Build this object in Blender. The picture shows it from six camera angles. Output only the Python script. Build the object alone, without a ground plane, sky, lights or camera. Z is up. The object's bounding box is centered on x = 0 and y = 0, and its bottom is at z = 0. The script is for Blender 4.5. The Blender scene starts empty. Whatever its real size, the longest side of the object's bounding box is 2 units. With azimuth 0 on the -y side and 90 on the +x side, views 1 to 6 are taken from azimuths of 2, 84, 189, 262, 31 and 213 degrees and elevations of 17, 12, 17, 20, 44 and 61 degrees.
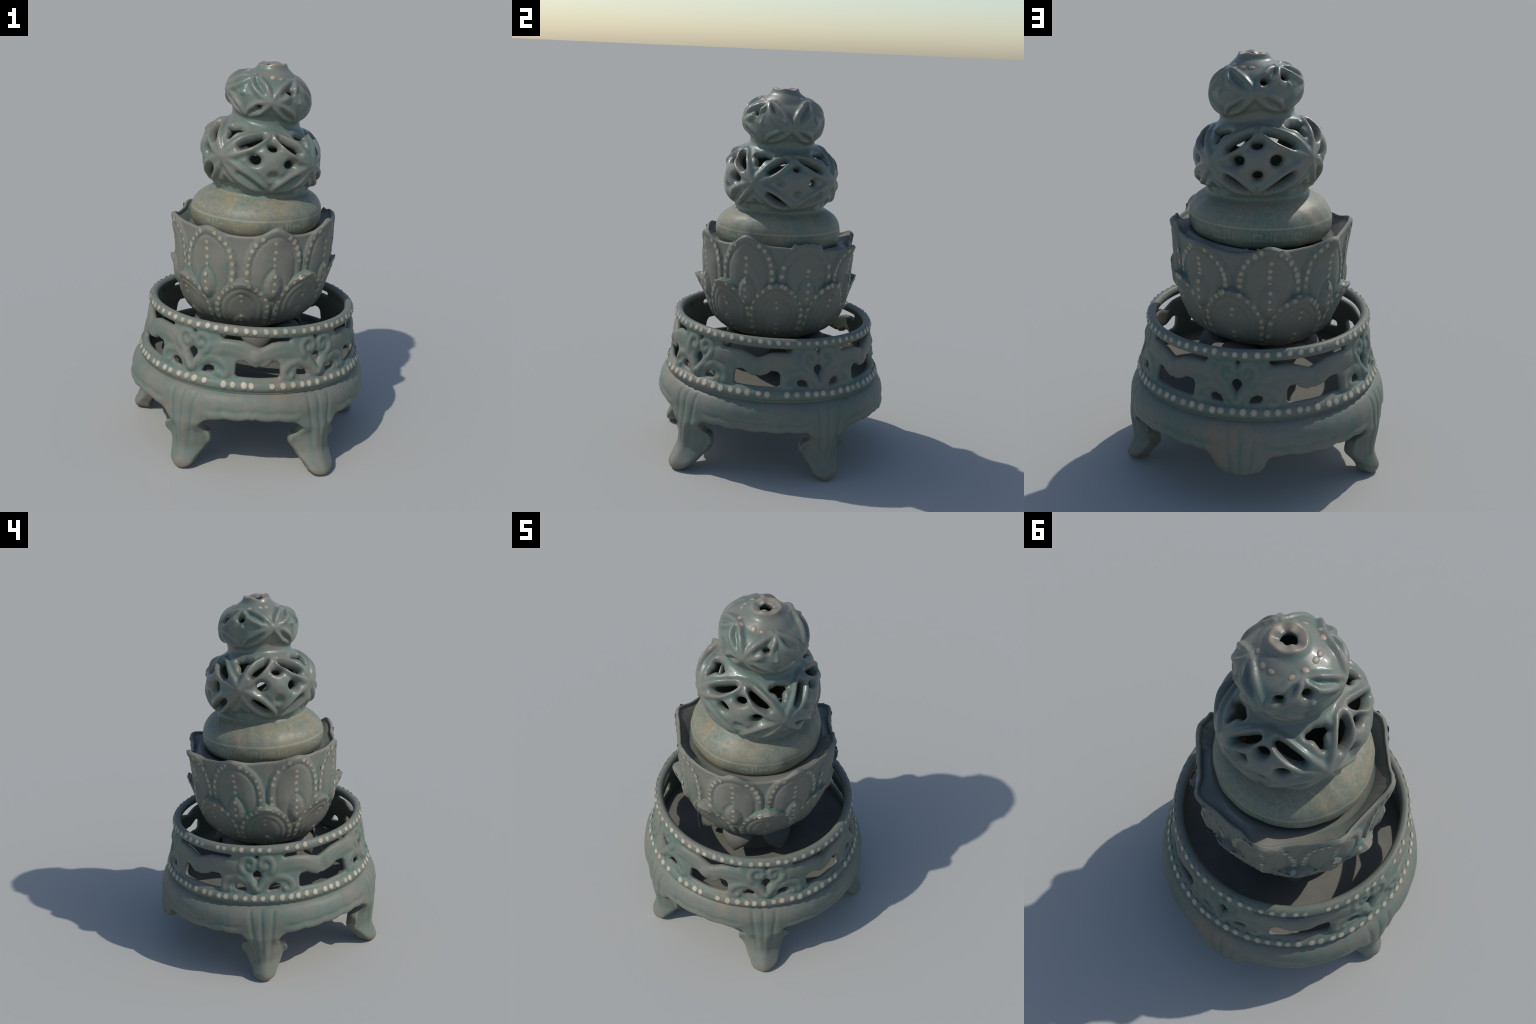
"""Celadon incense burner: openwork lid, lotus bowl on a leafy pedestal, five-legged openwork stand."""
import bpy, math, random
import numpy as np

rng = np.random.default_rng(7)
TAU = 2 * math.pi

# ------------------------------------------------------------------ helpers
def smooth_curve(pts, step):
    """Catmull-Rom curve through control points, resampled evenly by arc length."""
    p = np.array(pts, float)
    q = np.vstack([2 * p[0] - p[1], p, 2 * p[-1] - p[-2]])
    out = []
    for i in range(len(p) - 1):
        a, b, c, d = q[i:i + 4]
        t = np.linspace(0, 1, 24, endpoint=False)[:, None]
        out.append(0.5 * (2 * b + (c - a) * t + (2 * a - 5 * b + 4 * c - d) * t ** 2 + (3 * b - a - 3 * c + d) * t ** 3))
    out = np.vstack(out + [p[-1:]])
    L = np.r_[0, np.cumsum(np.linalg.norm(np.diff(out, axis=0), axis=1))]
    n = max(2, int(round(L[-1] / step)) + 1)
    s = np.linspace(0, L[-1], n)
    return s, np.stack([np.interp(s, L, out[:, k]) for k in range(p.shape[1])], -1)

def pchip(x, xs, ys):
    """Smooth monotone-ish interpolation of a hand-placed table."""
    s, c = smooth_curve(np.stack([xs, ys], -1), (max(xs) - min(xs)) / 400)
    o = np.argsort(c[:, 0])
    return np.interp(x, c[o, 0], c[o, 1])

def smax(a, b, k):
    h = np.clip(0.5 + 0.5 * (a - b) / k, 0, 1)
    return b + (a - b) * h + k * h * (1 - h)

def smin(a, b, k):
    return -smax(-a, -b, k)

def sstep(a, b, x):
    t = np.clip((x - a) / (b - a), 0, 1)
    return t * t * (3 - 2 * t)

def wrap(a):
    return (a + 180) % 360 - 180

def waves(P, scale, seed, n=9):
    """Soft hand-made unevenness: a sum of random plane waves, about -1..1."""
    r = np.random.default_rng(seed)
    out = np.zeros(P.shape[:-1])
    for _ in range(n):
        d = r.normal(size=3); d /= np.linalg.norm(d)
        out += np.sin(P @ (d * scale * r.uniform(0.6, 1.6)) + r.uniform(0, TAU))
    return out / math.sqrt(n)

def stroke(P, line, hw):
    """Signed distance of points P (...,k) to a polyline whose half width varies."""
    best = np.full(P.shape[:-1], 9.0)
    line = np.asarray(line, float); hw = np.asarray(hw, float)
    lo = line.min(0) - 0.16; hi = line.max(0) + 0.16
    near = np.all((P > lo) & (P < hi), axis=-1)
    Q = P[near]; d = np.full(len(Q), 9.0)
    for a, b, wa, wb in zip(line[:-1], line[1:], hw[:-1], hw[1:]):
        ab = b - a
        t = np.clip(((Q - a) @ ab) / max(ab @ ab, 1e-12), 0, 1)
        d = np.minimum(d, np.linalg.norm(Q - a - t[:, None] * ab, axis=1) - (wa + (wb - wa) * t))
    best[near] = d
    return best

def polygon(x, y, pts):
    """Signed distance to a closed polygon, negative inside."""
    pts = np.array(pts, float); d = np.full(x.shape, 9.0); inside = np.zeros(x.shape, bool)
    for (x0, y0), (x1, y1) in zip(pts, np.roll(pts, -1, 0)):
        ex, ey = x1 - x0, y1 - y0
        t = np.clip(((x - x0) * ex + (y - y0) * ey) / max(ex * ex + ey * ey, 1e-12), 0, 1)
        d = np.minimum(d, np.hypot(x - x0 - t * ex, y - y0 - t * ey))
        cross = ((y0 > y) != (y1 > y))
        with np.errstate(divide='ignore', invalid='ignore'):
            xi = x0 + (y - y0) * ex / (ey if ey else 1e-12)
        inside ^= cross & (x < xi)
    return np.where(inside, -d, d)

def surface_net(F):
    """Naive surface nets on a field periodic along axis 0. Returns grid coordinates and quads."""
    nu, nv, nw = F.shape
    G = np.concatenate([F, F[:1]], 0)
    neg = G < 0
    corner = [(i, j, k) for i in (0, 1) for j in (0, 1) for k in (0, 1)]
    cut = lambda A, i, j, k: A[i:i + nu, j:j + nv - 1, k:k + nw - 1]
    cnt = sum(cut(neg, *c).astype(np.int8) for c in corner)
    act = (cnt > 0) & (cnt < 8)
    ci, cj, ck = np.nonzero(act)
    idx = np.full(act.shape, -1, np.int64); idx[ci, cj, ck] = np.arange(len(ci))
    pos = np.zeros((len(ci), 3)); num = np.zeros(len(ci))
    val = {c: G[ci + c[0], cj + c[1], ck + c[2]] for c in corner}
    for a in corner:
        for ax in range(3):
            if a[ax]: continue
            b = list(a); b[ax] = 1; b = tuple(b)
            m = (val[a] < 0) != (val[b] < 0)
            t = val[a][m] / (val[a][m] - val[b][m])
            p = np.tile(np.array(a, float), (m.sum(), 1)); p[:, ax] = t
            pos[m] += p; num[m] += 1
    pos = pos / num[:, None] + np.stack([ci, cj, ck], -1)
    quads = []
    for ax in range(3):
        s0 = neg[:nu]; s1 = (np.roll(s0, -1, 0) if ax == 0 else None)
        if ax == 0:
            e = s0[:, 1:-1, 1:-1] != s1[:, 1:-1, 1:-1]; off = (0, 1, 1)
        elif ax == 1:
            e = s0[:, :-1, 1:-1] != s0[:, 1:, 1:-1]; off = (0, 0, 1)
        else:
            e = s0[:, 1:-1, :-1] != s0[:, 1:-1, 1:]; off = (0, 1, 0)
        i, j, k = np.nonzero(e); j = j + off[1]; k = k + off[2]
        flip = s0[i, j, k]
        o1, o2 = [(1, 2), (2, 0), (0, 1)][ax]
        def cell(d1, d2):
            v = [i.copy(), j.copy(), k.copy()]; v[o1] -= d1; v[o2] -= d2
            return idx[v[0] % nu, v[1], v[2]]
        q = np.stack([cell(1, 1), cell(0, 1), cell(0, 0), cell(1, 0)], -1)
        q[~flip] = q[~flip][:, ::-1]
        quads.append(q)
    return pos, np.vstack(quads)

def vertex_normals(V, Q):
    n = np.cross(V[Q[:, 2]] - V[Q[:, 0]], V[Q[:, 3]] - V[Q[:, 1]])
    N = np.zeros_like(V)
    for k in range(4):
        np.add.at(N, Q[:, k], n)
    return N / np.maximum(np.linalg.norm(N, axis=1), 1e-12)[:, None]

ROOT = bpy.data.objects.new("incense_burner", None)
bpy.context.scene.collection.objects.link(ROOT)
ROOT.empty_display_size = 0.3
ROOT["label"] = "grey-green celadon incense burner with openwork lid and lotus bowl"
ROOT["category"] = "incense burner"

def add_object(name, mesh, mat, parent=None):
    ob = bpy.data.objects.new(name, mesh)
    bpy.context.scene.collection.objects.link(ob)
    ob.parent = parent or ROOT
    if mat and not mesh.materials:
        mesh.materials.append(mat)
    return ob

def mesh_part(name, V, Q, mat, parent=None, normals=None):
    """Mesh object from the faces Q (quads) of the shared vertex array V."""
    used, inv = np.unique(Q, return_inverse=True)
    Qn = inv.reshape(Q.shape)
    me = bpy.data.meshes.new(name)
    me.vertices.add(len(used)); me.vertices.foreach_set("co", V[used].astype(np.float32).ravel())
    me.loops.add(Qn.size); me.loops.foreach_set("vertex_index", Qn.astype(np.int32).ravel())
    me.polygons.add(len(Qn))
    me.polygons.foreach_set("loop_start", np.arange(0, Qn.size, Q.shape[1], dtype=np.int32))
    me.update(calc_edges=True)
    me.validate()
    me.polygons.foreach_set("use_smooth", np.ones(len(me.polygons), bool))
    if normals is not None:
        me.normals_split_custom_set_from_vertices([tuple(n) for n in normals[used]])
    return add_object(name, me, mat, parent)

def grid_quads(nu, nv, flip=False):
    """Quads of a grid periodic in u (rows u, columns v)."""
    i, j = np.meshgrid(np.arange(nu), np.arange(nv - 1), indexing='ij')
    a = i * nv + j; b = ((i + 1) % nu) * nv + j
    q = np.stack([a, b, b + 1, a + 1], -1).reshape(-1, 4)
    return q[:, ::-1] if flip else q

def polar(az, r, z):
    a = np.radians(az)
    return np.stack([r * np.sin(a), -r * np.cos(a), z + 0 * a], -1)

# ------------------------------------------------------------------ materials
class Nodes:
    def __init__(self, name):
        self.mat = bpy.data.materials.new(name); self.mat.use_nodes = True
        self.nt = self.mat.node_tree
        self.bsdf = self.nt.nodes["Principled BSDF"]
        self.coord = self.nt.nodes.new("ShaderNodeTexCoord").outputs["Object"]
    def put(self, sock, v):
        if isinstance(v, bpy.types.NodeSocket): self.nt.links.new(v, sock)
        elif v is not None: sock.default_value = v
    def math(self, op, a, b=None, c=None, clamp=False):
        n = self.nt.nodes.new("ShaderNodeMath"); n.operation = op; n.use_clamp = clamp
        for s, v in zip(n.inputs, (a, b, c)): self.put(s, v)
        return n.outputs[0]
    def noise(self, scale, detail=3, rough=0.55, vec=None, distort=0.0):
        n = self.nt.nodes.new("ShaderNodeTexNoise")
        self.put(n.inputs["Vector"], vec or self.coord)
        n.inputs["Scale"].default_value = scale; n.inputs["Detail"].default_value = detail
        n.inputs["Roughness"].default_value = rough; n.inputs["Distortion"].default_value = distort
        return n.outputs["Fac"]
    def voronoi(self, scale, feature='F1', out="Distance"):
        n = self.nt.nodes.new("ShaderNodeTexVoronoi"); n.feature = feature
        self.put(n.inputs["Vector"], self.coord); n.inputs["Scale"].default_value = scale
        return n.outputs[out]
    def ramp(self, fac, stops):
        n = self.nt.nodes.new("ShaderNodeValToRGB"); self.put(n.inputs[0], fac)
        e = n.color_ramp.elements
        while len(e) < len(stops): e.new(0.5)
        for el, (p, c) in zip(e, stops):
            el.position = p; el.color = (*c, 1) if len(c) == 3 else c
        return n.outputs[0]
    def fac(self, v, lo, hi):
        n = self.nt.nodes.new("ShaderNodeMapRange"); n.interpolation_type = 'SMOOTHSTEP'
        self.put(n.inputs[0], v); n.inputs[1].default_value = lo; n.inputs[2].default_value = hi
        return n.outputs[0]
    def mix(self, f, a, b, mode='MIX'):
        n = self.nt.nodes.new("ShaderNodeMix"); n.data_type = 'RGBA'; n.blend_type = mode
        self.put(n.inputs[0], f)
        for s, v in ((n.inputs[6], a), (n.inputs[7], b)):
            self.put(s, (*v, 1) if isinstance(v, tuple) and len(v) == 3 else v)
        return n.outputs[2]
    def pointiness(self):
        return self.nt.nodes.new("ShaderNodeNewGeometry").outputs["Pointiness"]
    def xyz(self):
        n = self.nt.nodes.new("ShaderNodeSeparateXYZ"); self.put(n.inputs[0], self.coord)
        return n.outputs
    def bump(self, h, strength, dist):
        n = self.nt.nodes.new("ShaderNodeBump"); n.inputs["Strength"].default_value = strength
        n.inputs["Distance"].default_value = dist
        self.put(n.inputs["Height"], h); self.nt.links.new(n.outputs[0], self.bsdf.inputs["Normal"])
    def finish(self, colour, rough, coat=0.0, spec=0.5):
        self.put(self.bsdf.inputs["Base Color"], colour); self.put(self.bsdf.inputs["Roughness"], rough)
        self.bsdf.inputs["Coat Weight"].default_value = coat
        self.bsdf.inputs["Coat Roughness"].default_value = 0.12
        self.bsdf.inputs["Specular IOR Level"].default_value = spec
        return self.mat

TEAL = (0.092, 0.145, 0.121)      # glaze pooled thick
SAGE = (0.126, 0.150, 0.122)
TAUPE = (0.162, 0.158, 0.131)     # glaze thin over the grey body
RUST = (0.235, 0.165, 0.105)      # burnt, bare spots
CREAM = (0.42, 0.36, 0.265)       # white slip dots

def celadon(name, mix_lo, mix_hi, rough, coat, streak=False, rust=0.35, spec=0.45):
    N = Nodes(name)
    big = N.noise(4.5, 4, 0.6); fine = N.noise(38, 4, 0.65); mid = N.noise(14, 3, 0.55, distort=0.6)
    thin = N.fac(N.pointiness(), 0.470, 0.512)
    t = N.math('ADD', N.math('MULTIPLY', thin, 0.40), N.math('MULTIPLY', big, 1.0))
    t = N.math('ADD', t, N.math('MULTIPLY', mid, 0.5))
    t = N.fac(t, mix_lo, mix_hi)
    col = N.ramp(t, [(0.0, TEAL), (0.5, SAGE), (1.0, TAUPE)])
    speck = N.math('MULTIPLY_ADD', fine, 0.36, 0.82)
    col = N.mix(1.0, col, N.ramp(speck, [(0.0, (0, 0, 0)), (1.0, (1, 1, 1))]), 'MULTIPLY')
    if streak:                       # vertical runs in the glaze
        x, y, z = N.xyz()
        az = N.math('ARCTAN2', x, y)
        c = N.nt.nodes.new("ShaderNodeCombineXYZ")
        N.put(c.inputs[0], N.math('MULTIPLY', az, 9)); N.put(c.inputs[1], N.math('MULTIPLY', z, 3))
        s = N.fac(N.noise(1.6, 4, 0.6, vec=c.outputs[0]), 0.48, 0.7)
        col = N.mix(N.math('MULTIPLY', s, 0.22), col, (0.195, 0.19, 0.16))
        bare = N.fac(N.math('SUBTRACT', z, N.math('MULTIPLY', N.noise(11, 4, 0.7), 0.075)), 0.012, -0.012)
        col = N.mix(N.math('MULTIPLY', bare, 0.75), col, (0.20, 0.165, 0.115))
    r = N.fac(N.math('MULTIPLY', N.noise(6.5, 5, 0.7), N.fac(N.noise(2.1, 2), 0.45, 0.7)), 0.42, 0.56)
    col = N.mix(N.math('MULTIPLY', r, rust), col, RUST)
    N.bump(N.math('ADD', N.noise(60, 3), N.math('MULTIPLY', N.noise(18, 2), 1.5)), 0.12, 0.004)
    N.finish(col, rough, coat, spec)
    return N

M_GLOBE = celadon("glossy_celadon_glaze", 0.70, 1.30, 0.40, 0.08, spec=0.38).mat
FIN = celadon("chipped_celadon_glaze", 0.68, 1.24, 0.40, 0.08, spec=0.38)
fz = FIN.xyz()[2]
broken = FIN.fac(FIN.math('ADD', fz, FIN.math('MULTIPLY', FIN.noise(25, 4, 0.7), 0.03)), 2.000, 2.006)
FIN.put(FIN.bsdf.inputs["Base Color"], FIN.mix(FIN.math('MULTIPLY', broken, 0.8), FIN.bsdf.inputs["Base Color"].links[0].from_socket, (0.235, 0.190, 0.140)))
M_FINIAL = FIN.mat
M_BOWL = celadon("matt_celadon_glaze", 0.62, 1.10, 0.55, 0.0, rust=0.15, spec=0.2).mat
M_STAND = celadon("satin_celadon_glaze", 0.72, 1.32, 0.50, 0.0, rust=0.25, spec=0.22).mat
M_LEG = celadon("runny_celadon_glaze", 0.70, 1.32, 0.50, 0.0, streak=True, rust=0.5, spec=0.22).mat

def inner_clay():
    N = Nodes("dull_inner_clay")
    col = N.ramp(N.noise(9, 5, 0.65), [(0.3, (0.115, 0.115, 0.098)), (0.7, (0.145, 0.140, 0.118))])
    N.bump(N.noise(40, 4), 0.15, 0.004)
    return N.finish(col, 0.6, 0.0, 0.3)
M_CLAY = inner_clay()

def cap_material():
    """Lid disc: mottled inlaid top, a pale ring and a worn key fret round the side."""
    N = Nodes("inlaid_celadon_glaze")
    x, y, z = N.xyz()
    az = N.math('ARCTAN2', x, y)
    big = N.noise(5, 4, 0.6); swirl = N.noise(16, 4, 0.6, distort=2.2); fine = N.noise(55, 3, 0.6)
    col = N.ramp(N.math('MULTIPLY_ADD', big, 0.7, N.math('MULTIPLY', swirl, 0.3)),
                 [(0.38, (0.095, 0.155, 0.128)), (0.5, (0.158, 0.168, 0.128)), (0.60, (0.215, 0.180, 0.115))])
    veins = N.fac(N.math('ABSOLUTE', N.math('SUBTRACT', swirl, 0.5)), 0.035, 0.0)
    top = N.fac(z, 1.265, 1.275)
    col = N.mix(N.math('MULTIPLY', N.math('MULTIPLY', veins, top), 0.45), col, (0.33, 0.29, 0.19))
    # plain grey band and pale ring line
    band = N.math('MULTIPLY', N.fac(z, 1.254, 1.258), N.fac(z, 1.278, 1.272))
    col = N.mix(N.math('MULTIPLY', band, 0.6), col, (0.175, 0.172, 0.142))
    line = N.fac(N.math('ABSOLUTE', N.math('SUBTRACT', z, 1.252)), 0.006, 0.002)
    # key fret: u runs round, v from 0 at the foot to 1 under the ring
    u = N.math('FRACT', N.math('MULTIPLY', az, 22 / TAU)); v = N.math('MULTIPLY', N.math('SUBTRACT', z, 1.186), 1 / 0.062)
    def box(u0, u1, v0, v1):
        e = 0.03
        m = N.math('MULTIPLY', N.fac(u, u0 - e, u0 + e), N.fac(u, u1 + e, u1 - e))
        return N.math('MULTIPLY', m, N.math('MULTIPLY', N.fac(v, v0 - e, v0 + e), N.fac(v, v1 + e, v1 - e)))
    parts = [box(0.06, 0.16, 0.10, 0.95), box(0.06, 0.78, 0.10, 0.24), box(0.68, 0.78, 0.10, 0.68),
             box(0.34, 0.78, 0.56, 0.70), box(0.34, 0.44, 0.38, 0.70), box(0.88, 0.96, 0.1, 0.95)]
    fret = parts[0]
    for p in parts[1:]:
        fret = N.math('MAXIMUM', fret, p)
    worn = N.fac(N.noise(9, 4, 0.6), 0.40, 0.68)
    mask = N.math('MAXIMUM', N.math('MULTIPLY', N.math('MULTIPLY', fret, worn), 0.55), N.math('MULTIPLY', line, 0.6))
    col = N.mix(mask, col, (0.33, 0.32, 0.225))
    col = N.mix(0.25, col, N.ramp(fine, [(0.3, (0.07, 0.10, 0.08)), (0.7, (0.26, 0.225, 0.15))]))
    N.bump(N.noise(45, 3), 0.1, 0.004)
    return N.finish(col, 0.48, 0.0, 0.3)
M_CAP = cap_material()

def dot_material(name, core):
    """Slip dot: cream heart that sinks into the glaze at its rim."""
    N = Nodes(name)
    x, y, z = N.xyz()
    r = N.math('SQRT', N.math('ADD', N.math('MULTIPLY', x, x), N.math('MULTIPLY', y, y)))
    rnd = N.nt.nodes.new("ShaderNodeObjectInfo").outputs["Random"]
    rim = N.fac(N.math('MULTIPLY_ADD', N.noise(2.2, 2), 0.3, N.math('SUBTRACT', r, 0.15)), 0.92, 0.42)
    amount = N.math('MULTIPLY', rim, N.math('MULTIPLY_ADD', N.fac(rnd, 0.0, 0.35), 0.4, 0.6))
    cream = N.mix(N.math('MULTIPLY', N.fac(rnd, 0.5, 1.0), 0.5), core, (0.34, 0.245, 0.165))
    pin = N.math('MULTIPLY', N.fac(r, 0.30, 0.10), N.fac(N.math('FRACT', N.math('MULTIPLY', rnd, 7.3)), 0.75, 0.9))
    cream = N.mix(N.math('MULTIPLY', pin, 0.35), cream, (0.25, 0.15, 0.09))
    return N.finish(N.mix(amount, SAGE, cream), 0.45, 0.0, 0.35)
M_BEAD = dot_material("bead_slip", CREAM)
M_DOT = dot_material("petal_dot_slip", (0.33, 0.285, 0.205))
M_FDOT = dot_material("finial_dot_slip", (0.36, 0.265, 0.175))

def dome_mesh(name, h, mat):
    rings, seg = 6, 18
    V = [(0, 0, h)]
    for i in range(1, rings + 1):
        r = i / rings
        for k in range(seg):
            V.append((r * math.cos(TAU * k / seg), r * math.sin(TAU * k / seg), h * (1 - r * r) - 0.06 * r ** 6))
    F = [(0, 1 + k, 1 + (k + 1) % seg) for k in range(seg)]
    for i in range(rings - 1):
        a = 1 + i * seg; b = a + seg
        F += [(a + k, b + k, b + (k + 1) % seg, a + (k + 1) % seg) for k in range(seg)]
    me = bpy.data.meshes.new(name); me.from_pydata(V, [], F); me.update()
    me.polygons.foreach_set("use_smooth", np.ones(len(F), bool)); me.materials.append(mat)
    return me

def place_dot(name, mesh, parent, p, n, radius, tangent=None, stretch=1.0, sink=0.0):
    n = n / np.linalg.norm(n)
    t = np.array([0, 0, 1.0]) if tangent is None else tangent
    t = t - (t @ n) * n; t /= np.linalg.norm(t)
    b = np.cross(t, n)
    from mathutils import Matrix
    ob = bpy.data.objects.new(name, mesh)
    bpy.context.scene.collection.objects.link(ob); ob.parent = parent
    p = p - n * sink
    ob.matrix_basis = Matrix(((b[0] * radius, t[0] * radius * stretch, n[0] * radius, p[0]),
                              (b[1] * radius, t[1] * radius * stretch, n[1] * radius, p[1]),
                              (b[2] * radius, t[2] * radius * stretch, n[2] * radius, p[2]), (0, 0, 0, 1)))
    return ob

def settle(p, V, N):
    """Drop a point onto the built surface: mean place and normal of the nearest vertices."""
    d = np.sum((V - p) ** 2, axis=1)
    k = np.argpartition(d, 8)[:8]
    n = N[k].mean(0)
    return V[k].mean(0), n / np.linalg.norm(n)

# ================================================================== LID
LID_PROFILE = [(0.22, 1.142), (0.29, 1.147), (0.318, 1.160), (0.336, 1.19), (0.3415, 1.225), (0.338, 1.258), (0.326, 1.288), (0.303, 1.316),
               (0.272, 1.338), (0.250, 1.352), (0.242, 1.364), (0.252, 1.380), (0.275, 1.400), (0.295, 1.430), (0.307, 1.472), (0.311, 1.522),
               (0.308, 1.570), (0.296, 1.610), (0.273, 1.644), (0.240, 1.667), (0.206, 1.683), (0.181, 1.697), (0.172, 1.714), (0.178, 1.734),
               (0.198, 1.760), (0.213, 1.795), (0.217, 1.832), (0.211, 1.868), (0.195, 1.900), (0.168, 1.926), (0.132, 1.944), (0.103, 1.955),
               (0.085, 1.966), (0.075, 1.980), (0.069, 2.000), (0.066, 2.012)]
LEAN_X = ([1.1, 1.24, 1.30, 1.365, 1.42, 1.48, 1.545, 1.62, 1.70, 1.83, 2.05], [0.005, 0.006, 0.013, 0.027, 0.026, 0.021, 0.019, 0.023, 0.034, 0.043, 0.057])
LEAN_K = ([1.1, 1.33, 1.45, 1.545, 1.70, 1.83, 1.93, 1.97, 2.05], [0.0, 0.0, -0.05, -0.085, -0.12, -0.15, -0.12, 0.0, 0.05])

def lid_lean(P):
    """The maker's tilt: each storey leans a little more towards +x."""
    z = P[:, 2].copy(); Q = P.copy()
    Q[:, 2] = z + np.interp(z, *LEAN_K) * P[:, 0]
    Q[:, 0] = P[:, 0] + np.interp(z, *LEAN_X)
    Q[:, 1] -= 0.003
    return Q

def build_lid():
    step = 0.0042
    s, C = smooth_curve(LID_PROFILE, step)
    T = np.gradient(C, axis=0); T /= np.linalg.norm(T, axis=1)[:, None]
    for _ in range(6):                                    # calm normals in the tight necks
        T[1:-1] = (T[:-2] + 2 * T[1:-1] + T[2:]) / 4
    T /= np.linalg.norm(T, axis=1)[:, None]
    Nn = np.stack([T[:, 1], -T[:, 0]], -1)                 # outward
    nu = int(TAU * 0.31 / step)
    az = np.arange(nu) * 360 / nu
    w = np.arange(-0.072, 0.0301, 0.0046)
    zz = C[:, 1]
    P = polar(az[:, None] + 0 * zz[None], C[None, :, 0] + 0 * az[:, None], 0 * az[:, None] + zz[None])
    s_of = lambda z: s[np.argmin(np.abs(zz - z) + (zz < 1.2) * 0)]
    def path(a0, z0, a1, z1, n=11):
        """Line over the lid surface between two points given by azimuth and height."""
        i0 = np.argmin(np.abs(zz - z0)); i1 = np.argmin(np.abs(zz - z1))
        t = np.linspace(0, 1, n); ii = np.round(i0 + (i1 - i0) * t).astype(int)
        return polar(a0 + (a1 - a0) * t, C[ii, 0], zz[ii]), t
    def point(a, z):
        i = np.argmin(np.abs(zz - z)); return polar(a, C[i, 0], zz[i])

    top = np.zeros(P.shape[:2]); hole = np.full(P.shape[:2], -1.0)   # hole: + inside an opening
    rim = np.full(P.shape[:2], 9.0)
    def punch(d, r):                       # d: signed distance, negative inside
        nonlocal hole
        hole = np.maximum(hole, -d)
    def dig(d, depth, soft):
        nonlocal top
        top = top - depth * sstep(soft, -soft, d)
    def raise_(d, h, soft):
        nonlocal top
        top = top + h * sstep(soft, -soft, d)

    # ---- globe: four flowers of pierced lens leaves, a four-holed diamond between each pair
    gz0, gzt, gzb = 1.538, 1.684, 1.376
    lens_all = np.full(P.shape[:2], 9.0); slots = []
    open_low = {(0, 1): 0, (0, -1): 1, (1, 1): 1, (1, -1): 0, (2, 1): 1, (2, -1): 0, (3, 1): 1, (3, -1): 1}
    HEART = [-36.5, 57, 146, 239.5]; CROWN = [11.5, 97, 191, 278]
    for k in range(4):
        a = HEART[k]
        for side in (-1, 1):
            goal = a + wrap(CROWN[k if side > 0 else k - 1] - a)
            for up in (0, 1):
                L, t = path(a, gz0 + rng.uniform(-.004, .004), goal + rng.uniform(-1.5, 1.5), gzt if up else gzb)
                wl = np.sin(np.pi * np.clip(t * 1.0, 0, 1)) ** 0.75
                lens_all = np.minimum(lens_all, stroke(P, L, 0.016 + 0.036 * wl))
                t2 = np.linspace(0.36, 0.79 if up else 0.80, 9)
                L2 = np.stack([np.interp(t2, t, L[:, c]) for c in range(3)], -1)
                hw = (0.0225 if up else 0.0155) * np.sin(np.pi * np.linspace(0.12, 0.88, 9)) ** 0.6 * rng.uniform(0.88, 1.1)
                slots.append((stroke(P, L2, hw), up or open_low[(k, side)]))
    raise_gl = sstep(1.37, 1.40, zz) * sstep(1.70, 1.67, zz)
    top += raise_gl[None] * (-0.004) * sstep(-0.012, 0.018, lens_all)       # fields between the leaves lie lower
    top -= raise_gl[None] * 0.008 * np.exp(-((lens_all - 0.006) / 0.010) ** 2)
    ridge = np.exp(-((lens_all + 0.017) / 0.015) ** 2)
    top += raise_gl[None] * 0.008 * ridge
    for d, opened in slots:
        if opened: punch(d, 0)
        dig(d - 0.003, 0.024 if opened else 0.018, 0.013)
    closed = {(0, 3), (1, 1), (1, 3), (3, 3)}
    for k in range(4):
        a = (14, 101, 189, 280)[k]
        cz = 1.540
        raise_(np.linalg.norm(P - point(a, cz), axis=-1) - 0.034, 0.006, 0.020)
        for j, (da, dz, r) in enumerate([(0, 0.088, 0.028), (-17.5, 0.010, 0.030), (17.5, 0.002, 0.029), (0.5, -0.066, 0.026)]):
            c = point(a + da, cz + dz)
            d = np.linalg.norm((P - c) * np.array([1, 1, 1.15]), axis=-1) - r * rng.uniform(0.85, 1.05) * (0.75 if k == 1 else 1)
            if (k, j) in closed:
                dig(d - 0.002, 0.020, 0.016)
            else:
                punch(d, 0); dig(d - 0.010, 0.015, 0.016)
        # openings under the neck and at the foot, between neighbouring leaves
        b = HEART[k]
        d = stroke(P, path(b - 9, 1.676, b + 9, 1.676)[0], np.full(11, 0.012))
        d2 = stroke(P, path(b, 1.674, b, 1.640)[0], np.linspace(0.023, 0.009, 11))
        d = smin(d, d2, 0.02)
        punch(d, 0); dig(d - 0.006, 0.012, 0.012)
        d = smin(stroke(P, path(b - 10, 1.392, b + 10, 1.392)[0], np.full(11, 0.010)), stroke(P, path(b, 1.39, b, 1.425)[0], np.linspace(0.016, 0.004, 11)), 0.02)
        dig(d - 0.004, 0.020, 0.016)
        raise_(np.linalg.norm(P - point(b, gz0), axis=-1) - 0.013, 0.006, 0.010)     # flower heart

    # ---- finial: the same net in low relief, few leaves pierced
    fz0, fzt, fzb = 1.830, 1.940, 1.735
    lens_f = np.full(P.shape[:2], 9.0); fs = []
    FTOP = [53, 140, 231, -32]; FDIA = [50, 140, 237, -37]
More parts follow.
